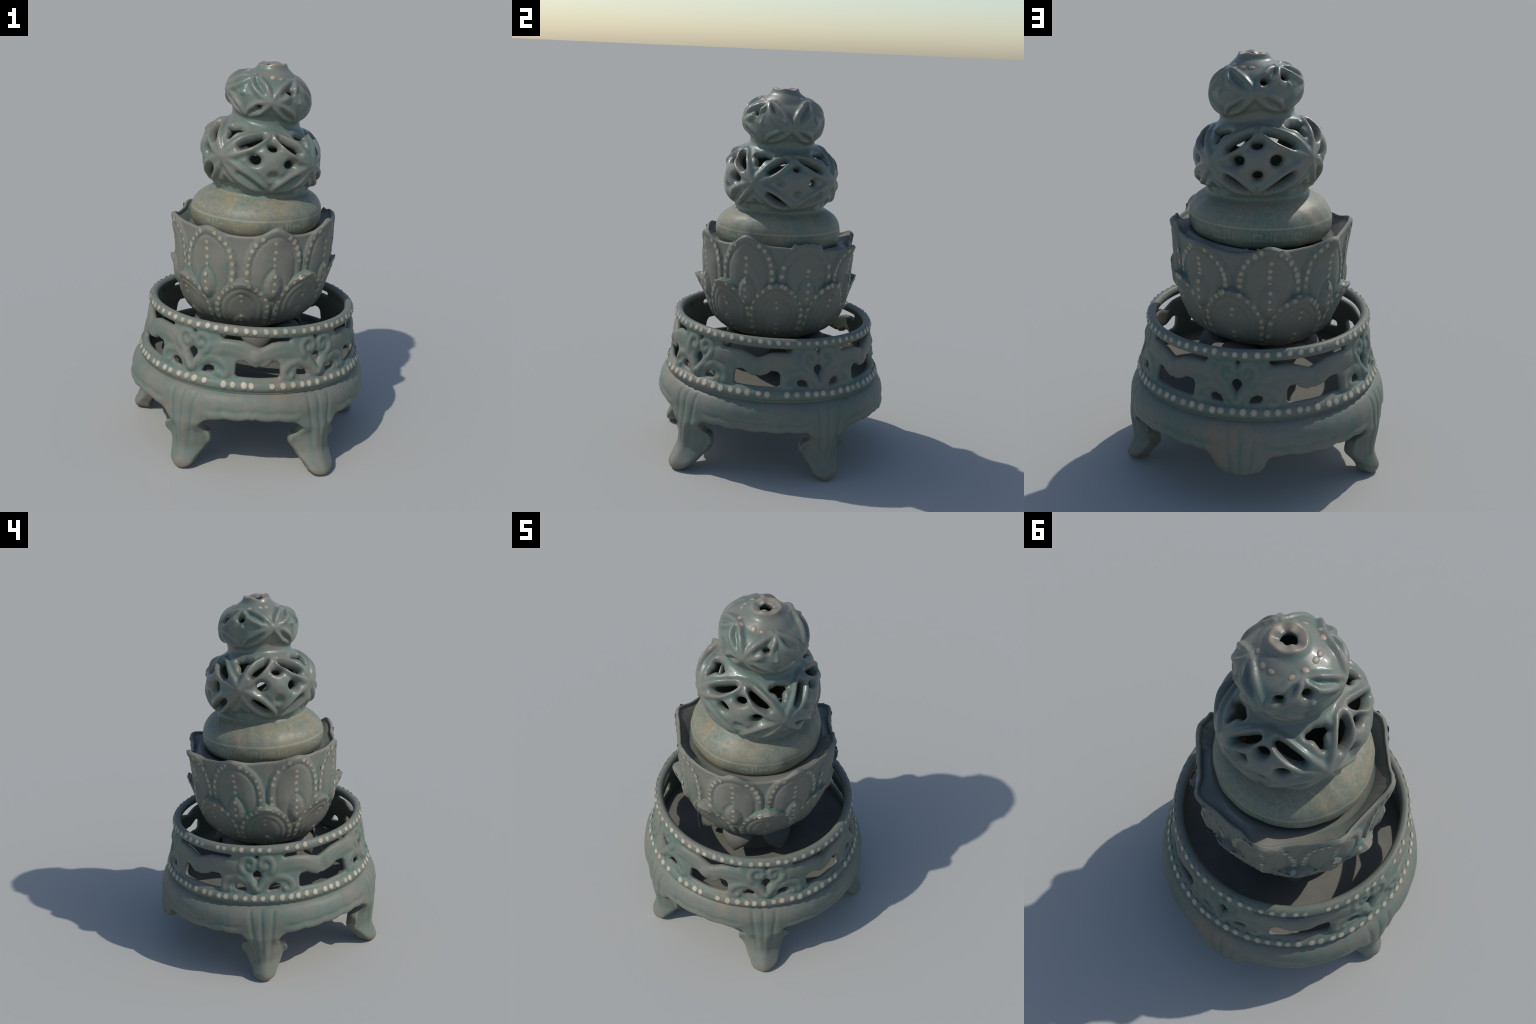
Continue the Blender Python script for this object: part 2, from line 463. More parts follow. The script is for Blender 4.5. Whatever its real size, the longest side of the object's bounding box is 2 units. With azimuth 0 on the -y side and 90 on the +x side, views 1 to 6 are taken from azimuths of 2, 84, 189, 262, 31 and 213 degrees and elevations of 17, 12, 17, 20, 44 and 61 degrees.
    for k in range(4):
        a = (6, 96, 190, 284)[k]
        for side in (-1, 1):
            for up in (0, 1):
                goal = a + wrap(FTOP[k if side > 0 else k - 1] - a)
                L, t = path(a, fz0, goal, fzt if up else fzb)
                wl = np.sin(np.pi * t) ** 0.75
                lens_f = np.minimum(lens_f, stroke(P, L, 0.007 + (0.034 if up else 0.028) * wl))
                t2 = np.linspace(0.28, 0.80, 9)
                L2 = np.stack([np.interp(t2, t, L[:, c]) for c in range(3)], -1)
                fs.append(stroke(P, L2, (0.013 if up else 0.009) * np.sin(np.pi * np.linspace(0.04, 0.96, 9)) ** 0.8))
    fmask = (sstep(1.725, 1.745, zz) * sstep(1.957, 1.940, zz))[None]
    top += fmask * (-0.011) * sstep(-0.006, 0.012, lens_f)
    top += fmask * 0.007 * np.exp(-((lens_f + 0.011) / 0.010) ** 2)
    for d in fs:
        dig(d, 0.018, 0.009)
    for k in range(4):
        a = FDIA[k]
        for b, z1 in ((a, 1.885), (a - 15, 1.845), (a + 15, 1.845)):
            raise_(stroke(P, path(a, 1.843, b, z1)[0], np.linspace(0.006, 0.003, 11)), 0.005, 0.011)
        raise_(np.linalg.norm(P - point(a, 1.843), axis=-1) - 0.009, 0.005, 0.006)
        raise_(np.linalg.norm(P - point((6, 96, 190, 284)[k], fz0), axis=-1) - 0.010, 0.003, 0.008)
    for a, z, r in ((36, 1.890, 0.017), (-11, 1.790, 0.008), (-158, 1.882, 0.017), (-126, 1.895, 0.019)):
        d = np.linalg.norm(P - point(a, z), axis=-1) - r
        punch(d, 0); dig(d - 0.006, 0.008, 0.010)

    # ---- broken stub on top, chipped unevenly
    chip = 0.004 * np.sin(np.radians(az * 2 + 40)) + 0.003 * np.sin(np.radians(az * 5))
    end = s[None, :] - (s[-1] - 0.017 + chip[:, None])
    # ---- the glaze rounds every edge
    for _ in range(5):
        top = (np.roll(top, 1, 0) + 2 * top + np.roll(top, -1, 0)) / 4
        top[:, 1:-1] = (top[:, :-2] + 2 * top[:, 1:-1] + top[:, 2:]) / 4
    # ---- general unevenness
    top += 0.0025 * waves(P, 22, 3) + 0.0012 * waves(P, 60, 4)
    thick = np.interp(zz, [1.14, 1.33, 1.37, 1.42, 1.66, 1.71, 1.75, 1.9, 1.95, 2.0], [.05, .05, .040, .052, .052, .040, .046, .050, .044, .046])
    low = top * 0.3 - thick[None]
    F = smax(w[None, None] - top[..., None], low[..., None] - w[None, None], 0.012)
    F = smax(F, hole[..., None], 0.022)
    F = smax(F, end[..., None], 0.010)
    F = smax(F, (s[0] + 0.008 - s)[None, :, None] + 0 * F, 0.006)
    F[:, 0] = np.maximum(F[:, 0], 0.001); F[:, -1] = np.maximum(F[:, -1], 0.001)
    F[..., 0] = np.maximum(F[..., 0], 0.001); F[..., -1] = np.maximum(F[..., -1], 0.001)
    G, Q = surface_net(F)
    j = np.clip(G[:, 1], 0, len(s) - 1)
    it = lambda A: np.interp(j, np.arange(len(s)), A)
    ww = w[0] + G[:, 2] * (w[1] - w[0])
    r = np.maximum(it(C[:, 0]) + ww * it(Nn[:, 0]), 0.012); z = it(C[:, 1]) + ww * it(Nn[:, 1])
    V = lid_lean(polar(G[:, 0] * 360 / nu, r, z))
    NV = vertex_normals(V, Q)
    jz = j[Q].mean(1)
    n1 = np.argmin(np.abs(zz - 1.362)); n2 = np.argmin(np.abs(zz - 1.714))
    mesh_part("lid_cap", V, Q[jz < n1], M_CAP, normals=NV)
    mesh_part("openwork_globe", V, Q[(jz >= n1) & (jz < n2)], M_GLOBE, normals=NV)
    fin = mesh_part("finial", V, Q[jz >= n2], M_FINIAL, normals=NV)
    pl = np.array([[0.002, 1.900], [0.05, 1.902], [0.10, 1.905]]); an = np.arange(24) * 15.0
    PP = lid_lean(polar(np.repeat(an[:, None], 3, 1), np.tile(pl[:, 0], (24, 1)), np.tile(pl[:, 1], (24, 1))).reshape(-1, 3))
    mesh_part("finial_floor", PP, grid_quads(24, 3, flip=True), M_CLAY, fin)
    # slip dots on the shoulder of the finial
    outer = np.nonzero((V[:, 2] > 1.90) & (ww > -0.02))[0]
    dm = dome_mesh("finial_dot", 0.22, M_FDOT)
    i = 0
    for a in np.arange(-175, 180, 26.0):
        a2 = a + rng.uniform(-7, 7)
        if 60 < a2 < 130: continue
        zc = 1.946 + rng.uniform(-.006, .004)
        k = np.argmin(np.abs(zz - zc))
        p = polar(a2, C[k, 0], zz[k]); n = polar(a2, Nn[k, 0], Nn[k, 1])
        p, n = settle(lid_lean(p[None])[0], V[outer], NV[outer])
        place_dot("finial_dot", dm, fin, p, n, rng.uniform(0.015, 0.020), stretch=rng.uniform(0.75, 1.2), sink=0.0002)

build_lid()

# ================================================================== BOWL
BOWL_OUT = [(0.15, 0.646), (0.195, 0.649), (0.240, 0.662), (0.282, 0.690), (0.322, 0.724), (0.354, 0.772), (0.377, 0.830), (0.391, 0.900), (0.398, 0.970),
            (0.402, 1.04), (0.409, 1.11), (0.418, 1.18), (0.426, 1.27)]
UPPER_AZ = [-74, -31, 17, 61, 106, 150, 197, 240]
LOWER_AZ = [-52, -5, 42, 84, 128, 173, 218, 262]
BOWL_TILT = 0.055
BOWL_SHIFT = (0.006, 0.002, 0.0)
ub_s, ub_c = smooth_curve(BOWL_OUT, 0.004)
bz = ub_c[:, 1]

def bowl_r(z): return np.interp(z, bz, ub_c[:, 0])

def upper_half_width(z):
    return np.interp(z, [0.86, 0.93, 1.0, 1.06, 1.11, 1.15, 1.18, 1.205, 1.222, 1.232], [0.128, 0.146, 0.154, 0.152, 0.140, 0.120, 0.096, 0.068, 0.040, 0.0])
def lower_half_width(z):
    return np.interp(z, [0.60, 0.66, 0.72, 0.78, 0.83, 0.87, 0.905, 0.935, 0.96, 0.977, 0.986], [0.080, 0.108, 0.130, 0.144, 0.146, 0.136, 0.118, 0.093, 0.063, 0.034, 0.0])

def outline_sd(x, z, fn, lo, hi):
    """Signed distance to a petal outline whose half width over height is fn."""
    zs = np.linspace(lo, hi, 40); h = fn(zs)
    return polygon(x, z, list(zip(h, zs)) + list(zip(-h[::-1], zs[::-1])))

PETAL_TIP = [1.244, 1.237, 1.236, 1.237, 1.196, 1.176, 1.209, 1.230]       # crest heights, before the bowl's tilt
TIP_FLARE = [0.008, 0.0, 0.0, 0.005, 0.0, 0.024, 0.024, 0.012]               # how far each crest bends out
VALLEY_AZ = [-53, -8, 39, 84, 128, 174, 219, 262, 307]
VALLEY_Z = [1.219, 1.191, 1.180, 1.180, 1.156, 1.148, 1.190, 1.216, 1.219]

def rim_height(az):
    """Wavy lip: one pointed crest per upper petal, one of them snapped off flat."""
    valley = np.interp((az + 53) % 360 - 53, VALLEY_AZ, VALLEY_Z)
    out = valley.copy()
    for a, tip in zip(UPPER_AZ, PETAL_TIP):
        x = np.abs(wrap(az - a)) * math.pi / 180 * 0.425
        if a == 106:                       # petal with a broken tip
            out = np.maximum(out, valley + (tip - valley) * sstep(0.100, 0.075, x) + 0.004 * np.sin(x * 90) * (x < 0.09))
        else:
            out = np.maximum(out, valley + (tip - valley) * np.exp(-(x / 0.066) ** 2))
    return out

def bowl_relief(az, z):
    """Height of the lotus relief over the plain bowl at azimuth, height (arrays)."""
    r = bowl_r(z)
    d = np.zeros(az.shape)
    for a, tip in zip(UPPER_AZ, PETAL_TIP):
        x = wrap(az - a) * math.pi / 180 * r
        m = np.abs(x) < 0.22
        if not m.any(): continue
        xm, zm = x[m], z[m]
        sd = outline_sd(xm, zm - (tip - 1.230) * sstep(0.95, 1.18, zm), upper_half_width, 0.70, 1.232)
        add = 0.012 * sstep(0.010, -0.016, sd)
        add -= 0.0045 * np.exp(-((sd + 0.043) / 0.011) ** 2)                # soft groove inside the dotted border
        add += 0.006 * sstep(-0.045, -0.10, sd) * sstep(1.2, 1.0, zm)       # swelling field
        inner = outline_sd(xm, zm, lambda q: np.interp(q, [0.862, 0.875, 0.90, 0.935, 0.97, 0.995, 1.012], [0.002, 0.016, 0.031, 0.037, 0.030, 0.016, 0.0]), 0.862, 1.012)
        add += 0.012 * sstep(0.014, -0.018, inner) - 0.003 * np.exp(-((inner - 0.016) / 0.010) ** 2)
        d[m] = np.maximum(d[m], add * sstep(0.74, 0.90, zm))
    low = np.zeros(az.shape)
    for i, a in enumerate(LOWER_AZ):
        x = wrap(az - a) * math.pi / 180 * r
        m = np.abs(x) < 0.21
        if not m.any(): continue
        tip_dz = (-0.01, -0.012, 0.01, 0.012, 0.008, 0.006, -0.006, -0.008)[i]
        flare = (0.040, 0.048, 0.050, 0.022, 0.040, 0.030, 0.044, 0.046)[i]
        xm, zm = x[m], z[m] - tip_dz
        sd = outline_sd(xm, zm, lower_half_width, 0.58, 0.986)
        lift = 0.013 + flare * sstep(0.80, 0.995, zm) ** 1.6 * np.exp(-(xm / 0.075) ** 2)
        add = lift * sstep(0.005, -0.009, sd)
        add -= 0.0035 * np.exp(-((sd + 0.040) / 0.010) ** 2)
        add -= 0.002 * np.exp(-((sd + 0.072) / 0.010) ** 2)
        bud = outline_sd(xm, zm, lambda q: np.interp(q, [0.60, 0.66, 0.71, 0.75, 0.775, 0.785], [0.020, 0.040, 0.045, 0.036, 0.017, 0.0]), 0.60, 0.785)
        add += 0.005 * sstep(0.012, -0.014, bud)
        low[m] = np.maximum(low[m], add * sstep(0.645, 0.69, zm + 0 * add))
    return np.maximum(d, low)

def bowl_point(az, z):
    az = np.atleast_1d(np.asarray(az, float)); z = np.atleast_1d(np.asarray(z, float))
    r = bowl_r(z) + bowl_relief(az, z)
    P = polar(az, r, z)
    P[:, 2] += BOWL_TILT * P[:, 0]
    return P

def build_bowl():
    nu = 680
    az = np.arange(nu) * 360 / nu
    rim = rim_height(az)
    i_lo = np.argmin(np.abs(bz - 0.86))
    zl = bz[:i_lo]                                      # fixed rows below, rows that follow the rim above
    f = np.linspace(0, 1, 92)
    Z = np.concatenate([np.tile(zl, (nu, 1)), bz[i_lo] + (rim[:, None] - bz[i_lo]) * f[None]], 1)
    A = np.repeat(az[:, None], Z.shape[1], 1)
    rel = bowl_relief(A, Z)
    R = bowl_r(Z) + rel
    crest = np.max([np.exp(-(wrap(A - a) * math.pi / 180 * 0.42 / 0.080) ** 2) for a in UPPER_AZ], axis=0)
    R = R - 0.012 * (1 - crest) * sstep(1.06, 1.18, Z) + 0.004 * crest * sstep(1.10, 1.22, Z)
    edge = sstep(0.010, 0.0, rim[:, None] - Z)           # round the lip
    R = R - 0.006 * edge ** 2
    # lip bends outwards at the tips
    for a, fl in zip(UPPER_AZ, TIP_FLARE):
        R += fl * np.exp(-(wrap(A - a) * math.pi / 180 * 0.42 / 0.075) ** 2) * sstep(1.06, 1.20, Z)
    rt = R[:, -1]
    inner = []
    for dr, dz in ((0.004, 0.002), (0.008, 0.0), (0.011, -0.005), (0.013, -0.016)):
        inner.append((rt - dr, rim + dz))
    for t in np.linspace(0.1, 1, 14):
        zz = (rim - 0.016) * (1 - t) + 1.160 * t
        inner.append((np.maximum((rt - 0.015) * (1 - t) + 0.352 * t, 0.34), zz))
    for rr, z0 in ((0.335, 1.157), (0.318, 1.150), (0.30, 1.135), (0.2, 1.12), (0.1, 1.115), (0.002, 1.115)):
        inner.append((np.full(nu, rr), np.full(nu, z0)))
    R = np.concatenate([np.full((nu, 1), 0.002), np.full((nu, 1), 0.10), R] + [a[:, None] for a, _ in inner], 1)
    Z = np.concatenate([np.full((nu, 1), 0.644), np.full((nu, 1), 0.644), Z] + [b[:, None] for _, b in inner], 1)
    P = polar(np.repeat(az[:, None], R.shape[1], 1), R, Z)
    wob = 0.0011 * waves(P, 18, 11) + 0.0006 * waves(P, 55, 12)
    P[..., 0] += wob * np.sin(np.radians(az))[:, None]; P[..., 1] -= wob * np.cos(np.radians(az))[:, None]
    P[..., 2] += BOWL_TILT * P[..., 0]
    P[..., 0] += BOWL_SHIFT[0]; P[..., 1] += BOWL_SHIFT[1]
    V = P.reshape(-1, 3); Q = grid_quads(nu, R.shape[1])
    NV = vertex_normals(V, Q)
    bowl = mesh_part("bowl", V, Q, M_BOWL, normals=NV)
    n_out = len(zl) + len(f)
    rows_z = Z[:, 2:2 + n_out]; grid_p = P[:, 2:2 + n_out]; grid_n = NV.reshape(P.shape)[:, 2:2 + n_out]

    def put(name, mesh, a, z, r, stretch=1.0):
        """Lay one slip dot on the outer wall at azimuth a, height z."""
        u = (a % 360) / 360 * nu; i0 = int(u) % nu; i1 = (i0 + 1) % nu; fu = u - int(u)
        if z > min(rim[i0], rim[i1]) - 0.013: return
        pick = lambda G, i: np.array([np.interp(z, rows_z[i], G[i, :, c]) for c in range(3)])
        p = pick(grid_p, i0) * (1 - fu) + pick(grid_p, i1) * fu
        n = pick(grid_n, i0) * (1 - fu) + pick(grid_n, i1) * fu
        place_dot(name, mesh, bowl, p, n, r * 1.08, stretch=stretch, sink=0.0005)
    dm = dome_mesh("petal_dot", 0.08, M_DOT); vm = dome_mesh("vein_dot", 0.08, M_DOT)
    def border(fn, lo, hi, inset, step, a, name, mesh, rad, zshift=0.0, tip=0.0):
        zs = np.linspace(lo, hi, 300); h = np.maximum(fn(zs) - inset * np.clip((hi - zs) / 0.05 + 0.25, 0, 1), 0)
        zs2 = zs - inset * np.clip(1 - (hi - zs) / 0.09, 0, 1) * 0.75
        L = np.r_[0, np.cumsum(np.hypot(np.diff(h), np.diff(zs2)))]
        n = int(L[-1] / step)
        for side in (-1, 1):
            for j in range(n):
                t = (j + 0.4 + rng.uniform(-.12, .12)) * L[-1] / n
                z = np.interp(t, L, zs2); x = side * np.interp(t, L, h)
                if rng.random() < 0.04: continue
                put(name, mesh, a + math.degrees(x / bowl_r(z)), z + zshift + tip * float(sstep(0.95, 1.18, z)), rad * rng.uniform(0.8, 1.15), rng.uniform(0.95, 1.3))
    for a, tip in zip(UPPER_AZ, PETAL_TIP):
        if a == 106:
            border(lambda q: upper_half_width(q), 0.955, 1.12, 0.020, 0.040, a, "petal_dot", dm, 0.0140)
        else:
            border(upper_half_width, 0.955, 1.225, 0.022, 0.036, a, "petal_dot", dm, 0.0140, tip=tip - 1.230)
        for z in (1.15, 1.112, 1.076, 1.04)[(1 if a in (61,) else 0) + (2 if a == 106 else 0):]:
            put("vein_dot", vm, a + rng.uniform(-.4, .4), z + rng.uniform(-.004, .004) + (tip - 1.230) * float(sstep(0.95, 1.18, z)), 0.0135 * rng.uniform(0.9, 1.15))
        for z in (0.988, 0.948, 0.910):
            put("vein_dot", vm, a + rng.uniform(-.4, .4), z, 0.0130 * rng.uniform(0.85, 1.15))
    for i, a in enumerate(LOWER_AZ):
        border(lower_half_width, 0.67, 0.980, 0.018, 0.037, a, "petal_dot", dm, 0.0140, (-0.01, -0.012, 0.01, 0.012, 0.008, 0.006, -0.006, -0.008)[i])
        for z in (0.888, 0.856, 0.765, 0.735, 0.705):
            put("vein_dot", vm, a + rng.uniform(-.6, .6), z, 0.0135 * rng.uniform(0.8, 1.1))

build_bowl()

# ================================================================== PEDESTAL: seven drooping leaves round a short column
FLOOR_Z = 0.454
def build_pedestal():
    s, c = smooth_curve([(0.19, 0.450), (0.178, 0.48), (0.165, 0.55), (0.160, 0.61), (0.165, 0.652)], 0.01)
    nu = 96; az = np.arange(nu) * 360 / nu
    P = polar(np.repeat(az[:, None], len(s), 1), np.tile(c[:, 0], (nu, 1)), np.tile(c[:, 1], (nu, 1)))
    ped = mesh_part("pedestal", P.reshape(-1, 3), grid_quads(nu, len(s)), M_CLAY)
    # one leaf: arched spine, curled cross-section, real thickness
    t = np.linspace(0, 1, 28); v = np.linspace(-1, 1, 17)
    _, sp = smooth_curve([(0.150, 0.622), (0.205, 0.644), (0.252, 0.644), (0.282, 0.616), (0.294, 0.578), (0.288, 0.532)], 0.002)
    k = np.linspace(0, len(sp) - 1, len(t)).astype(int); sp = sp[k]
    hw = np.interp(t, [0, 0.3, 0.6, 0.8, 0.93, 1.0], [0.085, 0.088, 0.082, 0.060, 0.030, 0.006])
    tan = np.gradient(sp, axis=0); tan /= np.linalg.norm(tan, axis=1)[:, None]; nor = np.stack([-tan[:, 1], tan[:, 0]], -1)
    V = []
    for lay in (0.010, -0.010):
        for i in range(len(t)):
            for x in v:
                h = lay * (1 - 0.75 * abs(x) ** 4) * (1 if i < len(t) - 1 else 0.3) - 0.020 * x * x
                V.append((hw[i] * x, -(sp[i, 0] + nor[i, 0] * h), sp[i, 1] + nor[i, 1] * h))
    V = np.array(V); nv = len(v); n = len(t) * nv; Q = []
    for i in range(len(t) - 1):
        for j in range(nv - 1):
            a = i * nv + j
            Q.append((a, a + 1, a + nv + 1, a + nv)); Q.append((n + a, n + a + nv, n + a + nv + 1, n + a + 1))
        for j, fl in ((0, 1), (nv - 1, 0)):
            a = i * nv + j; q = (a, a + nv, n + a + nv, n + a); Q.append(q if fl else q[::-1])
    for j in range(nv - 1):
        a = (len(t) - 1) * nv + j; Q.append((a, a + 1, n + a + 1, n + a))
    first = mesh_part("pedestal_leaf", V, np.array(Q), M_CLAY, ped)
    first.rotation_euler[2] = math.radians(12)
    for k in range(1, 7):
        ob = first.copy(); bpy.context.scene.collection.objects.link(ob)
        ob.rotation_euler[2] = math.radians(12 + k * 360 / 7)

build_pedestal()

# ================================================================== STAND
MOTIF = [-28, 40, 110, 181, 255]           # scrolled panels (and roughly the legs) round the stand
LEGS = [-28, 38.5, 113, 184, 258]
CX, CY = 0.007, -0.008
def stand_tilt(V, k=1.0):
    """The stand sits askew: its upper ring is higher at the front left."""
    t = np.interp(V[..., 2], [0.0, 0.12, 0.30, 0.44, 0.47, 0.735], [0.0, 0.0, 0.40, 0.55, 0.62, 1.0])
    V[..., 2] += k * t * (-0.0250 * V[..., 1] - 0.0165 * V[..., 0])
    return V

def rail_r(z): return pchip(z, [0.40, 0.46, 0.50, 0.56, 0.62, 0.68, 0.745, 0.80], [0.573, 0.567, 0.561, 0.551, 0.541, 0.532, 0.525, 0.523])

def build_railing():
    step = 0.0048
    nu = int(TAU * 0.57 / step); az = np.arange(nu) * 360 / nu - 180
    z = np.arange(0.425, 0.790, step); w = np.arange(-0.048, 0.0441, 0.0044)
    R = rail_r(z)
    A = np.repeat(az[:, None], len(z), 1); Z = np.tile(z, (nu, 1))
    D = math.pi / 180 * 0.565
    hole = np.full(A.shape, 9.0); top = np.zeros(A.shape)
    ms = MOTIF + [MOTIF[0] + 360]
    for k in range(5):
        m = ms[k]
        x = wrap(A - m) * D
        jig = lambda: rng.uniform(-0.003, 0.003)
        # heart-shaped opening and its two companions
        hole = np.minimum(hole, polygon(x, Z, [(0, .556), (.026, .592 + jig()), (.022, .612), (0, .626), (-.024, .610 + jig()), (-.026, .590)]) + 0.004)
        for sx in (-1, 1):
            hole = np.minimum(hole, polygon(x * sx, Z, [(.055, .512 + jig()), (.068, .508), (.112, .513), (.124, .526), (.120, .545), (.094, .552 + jig()), (.070, .540)]) + 0.004)
        hole = np.minimum(hole, np.hypot(x / 1.0, (Z - .704) / 1.6) - 0.007)
        # relief: paired C-scrolls above, curling tendrils below
        P2 = np.stack([x, Z], -1)
        for sx in (-1, 1):
            Pm = np.stack([x * sx, Z], -1)
            lobe = smooth_curve([(0.008, 0.515), (0.022, 0.560), (0.056, 0.598), (0.085, 0.634), (0.088, 0.668), (0.062, 0.694), (0.030, 0.691), (0.016, 0.665), (0.030, 0.640), (0.046, 0.643)], 0.01)[1]
            top += 0.0075 * sstep(0.011, -0.011, stroke(Pm, lobe, np.full(len(lobe), 0.0140)))
            tend = smooth_curve([(0.012, 0.528), (0.050, 0.560), (0.110, 0.586), (0.165, 0.574), (0.192, 0.540), (0.182, 0.512), (0.155, 0.512)], 0.01)[1]
            top += 0.0075 * sstep(0.012, -0.012, stroke(Pm, tend, np.full(len(tend), 0.0150)))
            top += 0.006 * sstep(0.008, -0.012, np.hypot(Pm[..., 0] - 0.148, Z - 0.524) - 0.010)
            arm = smooth_curve([(0.10, 0.625), (0.15, 0.648), (0.21, 0.652), (0.27, 0.640), (0.33, 0.615)], 0.01)[1]
            top += 0.008 * sstep(0.030, -0.010, stroke(Pm, arm, np.full(len(arm), 0.020)))
        # bow-shaped bar between two panels: slit above, wide window below
        a0, a1 = ms[k], ms[k + 1]; g = {0: 8, 1: 76, 2: 146, 3: 217, 4: 292}[k]
        x = wrap(A - g) * D
        L, Rr = (a0 + 15 - g) * D, (a1 - 15 - g) * D
        hole = np.minimum(hole, polygon(x, Z, [(L, .697 + jig()), (L + .012, .684), (L * .62, .684), (L * .38, .679 + jig()), (-.015, .657), (0, .653), (.015, .657), (Rr * .38, .679 + jig()), (Rr * .62, .685),
                                               (Rr - .012, .685), (Rr, .698), (Rr - .004, .712), (0, .716), (L + .004, .712)]) + 0.003)
        L, Rr = (a0 + 23.5 - g) * D, (a1 - 21 - g) * D
        hole = np.minimum(hole, polygon(x, Z, [(L, .520), (L + .012, .508), (0, .505), (Rr - .012, .508), (Rr, .520), (Rr - .002, .572), (Rr - .016, .590), (Rr * .60, .592 + jig()), (Rr * .42, .574),
                                               (.016, .562), (0, .567), (-.018, .560), (L * .42, .573 + jig()), (L * .62, .590), (L + .014, .586), (L + .002, .570)]) + 0.003)
    P = polar(A, rail_r(z)[None] + 0 * A, Z)
    top += 0.002 * waves(P, 25, 21)
    out = w[None, None] - (0.010 + top[..., None]); inn = -0.020 - w[None, None]
    F = smax(out, inn + 0 * out, 0.014)
    F = smax(F, -hole[..., None], 0.020)
    F = smax(F, (Z - 0.742)[..., None] + 0 * F, 0.004)
    wav = 0.0015 * waves(P, 15, 22)
    rt = 0.0225
    for zc, wc, rr in ((0.734, 0.000, 0.0235), (0.469, 0.004, 0.0250)):
        tube = np.sqrt(((Z - zc - wav)[..., None] / 1.12) ** 2 + (w[None, None] - wc - wav[..., None]) ** 2) - rr
        F = smin(F, tube, 0.008)
    foot = np.maximum(np.abs(w[None, None] + 0.002) - 0.016, (np.abs(Z - 0.447) - 0.014)[..., None])
    F = smin(F, foot, 0.006)
    F[:, 0] = np.maximum(F[:, 0], .001); F[:, -1] = np.maximum(F[:, -1], .001); F[..., 0] = np.maximum(F[..., 0], .001); F[..., -1] = np.maximum(F[..., -1], .001)
    G, Q = surface_net(F)
    zz = z[0] + G[:, 1] * step
    V = polar(G[:, 0] * 360 / nu - 180, rail_r(zz) + w[0] + G[:, 2] * (w[1] - w[0]), zz)
    V[:, 0] += CX; V[:, 1] += CY
    V = stand_tilt(V)
    NV = vertex_normals(V, Q)
    rail = mesh_part("railing", V, Q, M_STAND, normals=NV)
    outer = np.nonzero(w[0] + G[:, 2] * (w[1] - w[0]) > 0.008)[0]; VO, NO = V[outer], NV[outer]
    bm = dome_mesh("bead", 0.11, M_BEAD)
    for zc, wc, rr, cnt, rad in ((0.734, 0.0, 0.0235, 70, 0.0168), (0.469, 0.004, 0.0250, 74, 0.0195)):
        for i in range(cnt):
            if rng.random() < 0.05: continue
            a = i * 360 / cnt + rng.uniform(-.7, .7); el = math.radians(22 + rng.uniform(-5, 5))
            z0 = zc + rr * math.sin(el) * 1.1; r0 = rail_r(np.array([z0]))[0] + wc + rr * math.cos(el)
            p = stand_tilt(polar(a, r0, z0) + np.array([CX, CY, 0])); p, n = settle(p, VO, NO)
            place_dot("bead", bm, rail, p, n, rad * rng.uniform(0.92, 1.08), stretch=rng.uniform(0.9, 1.1), sink=0.0002)

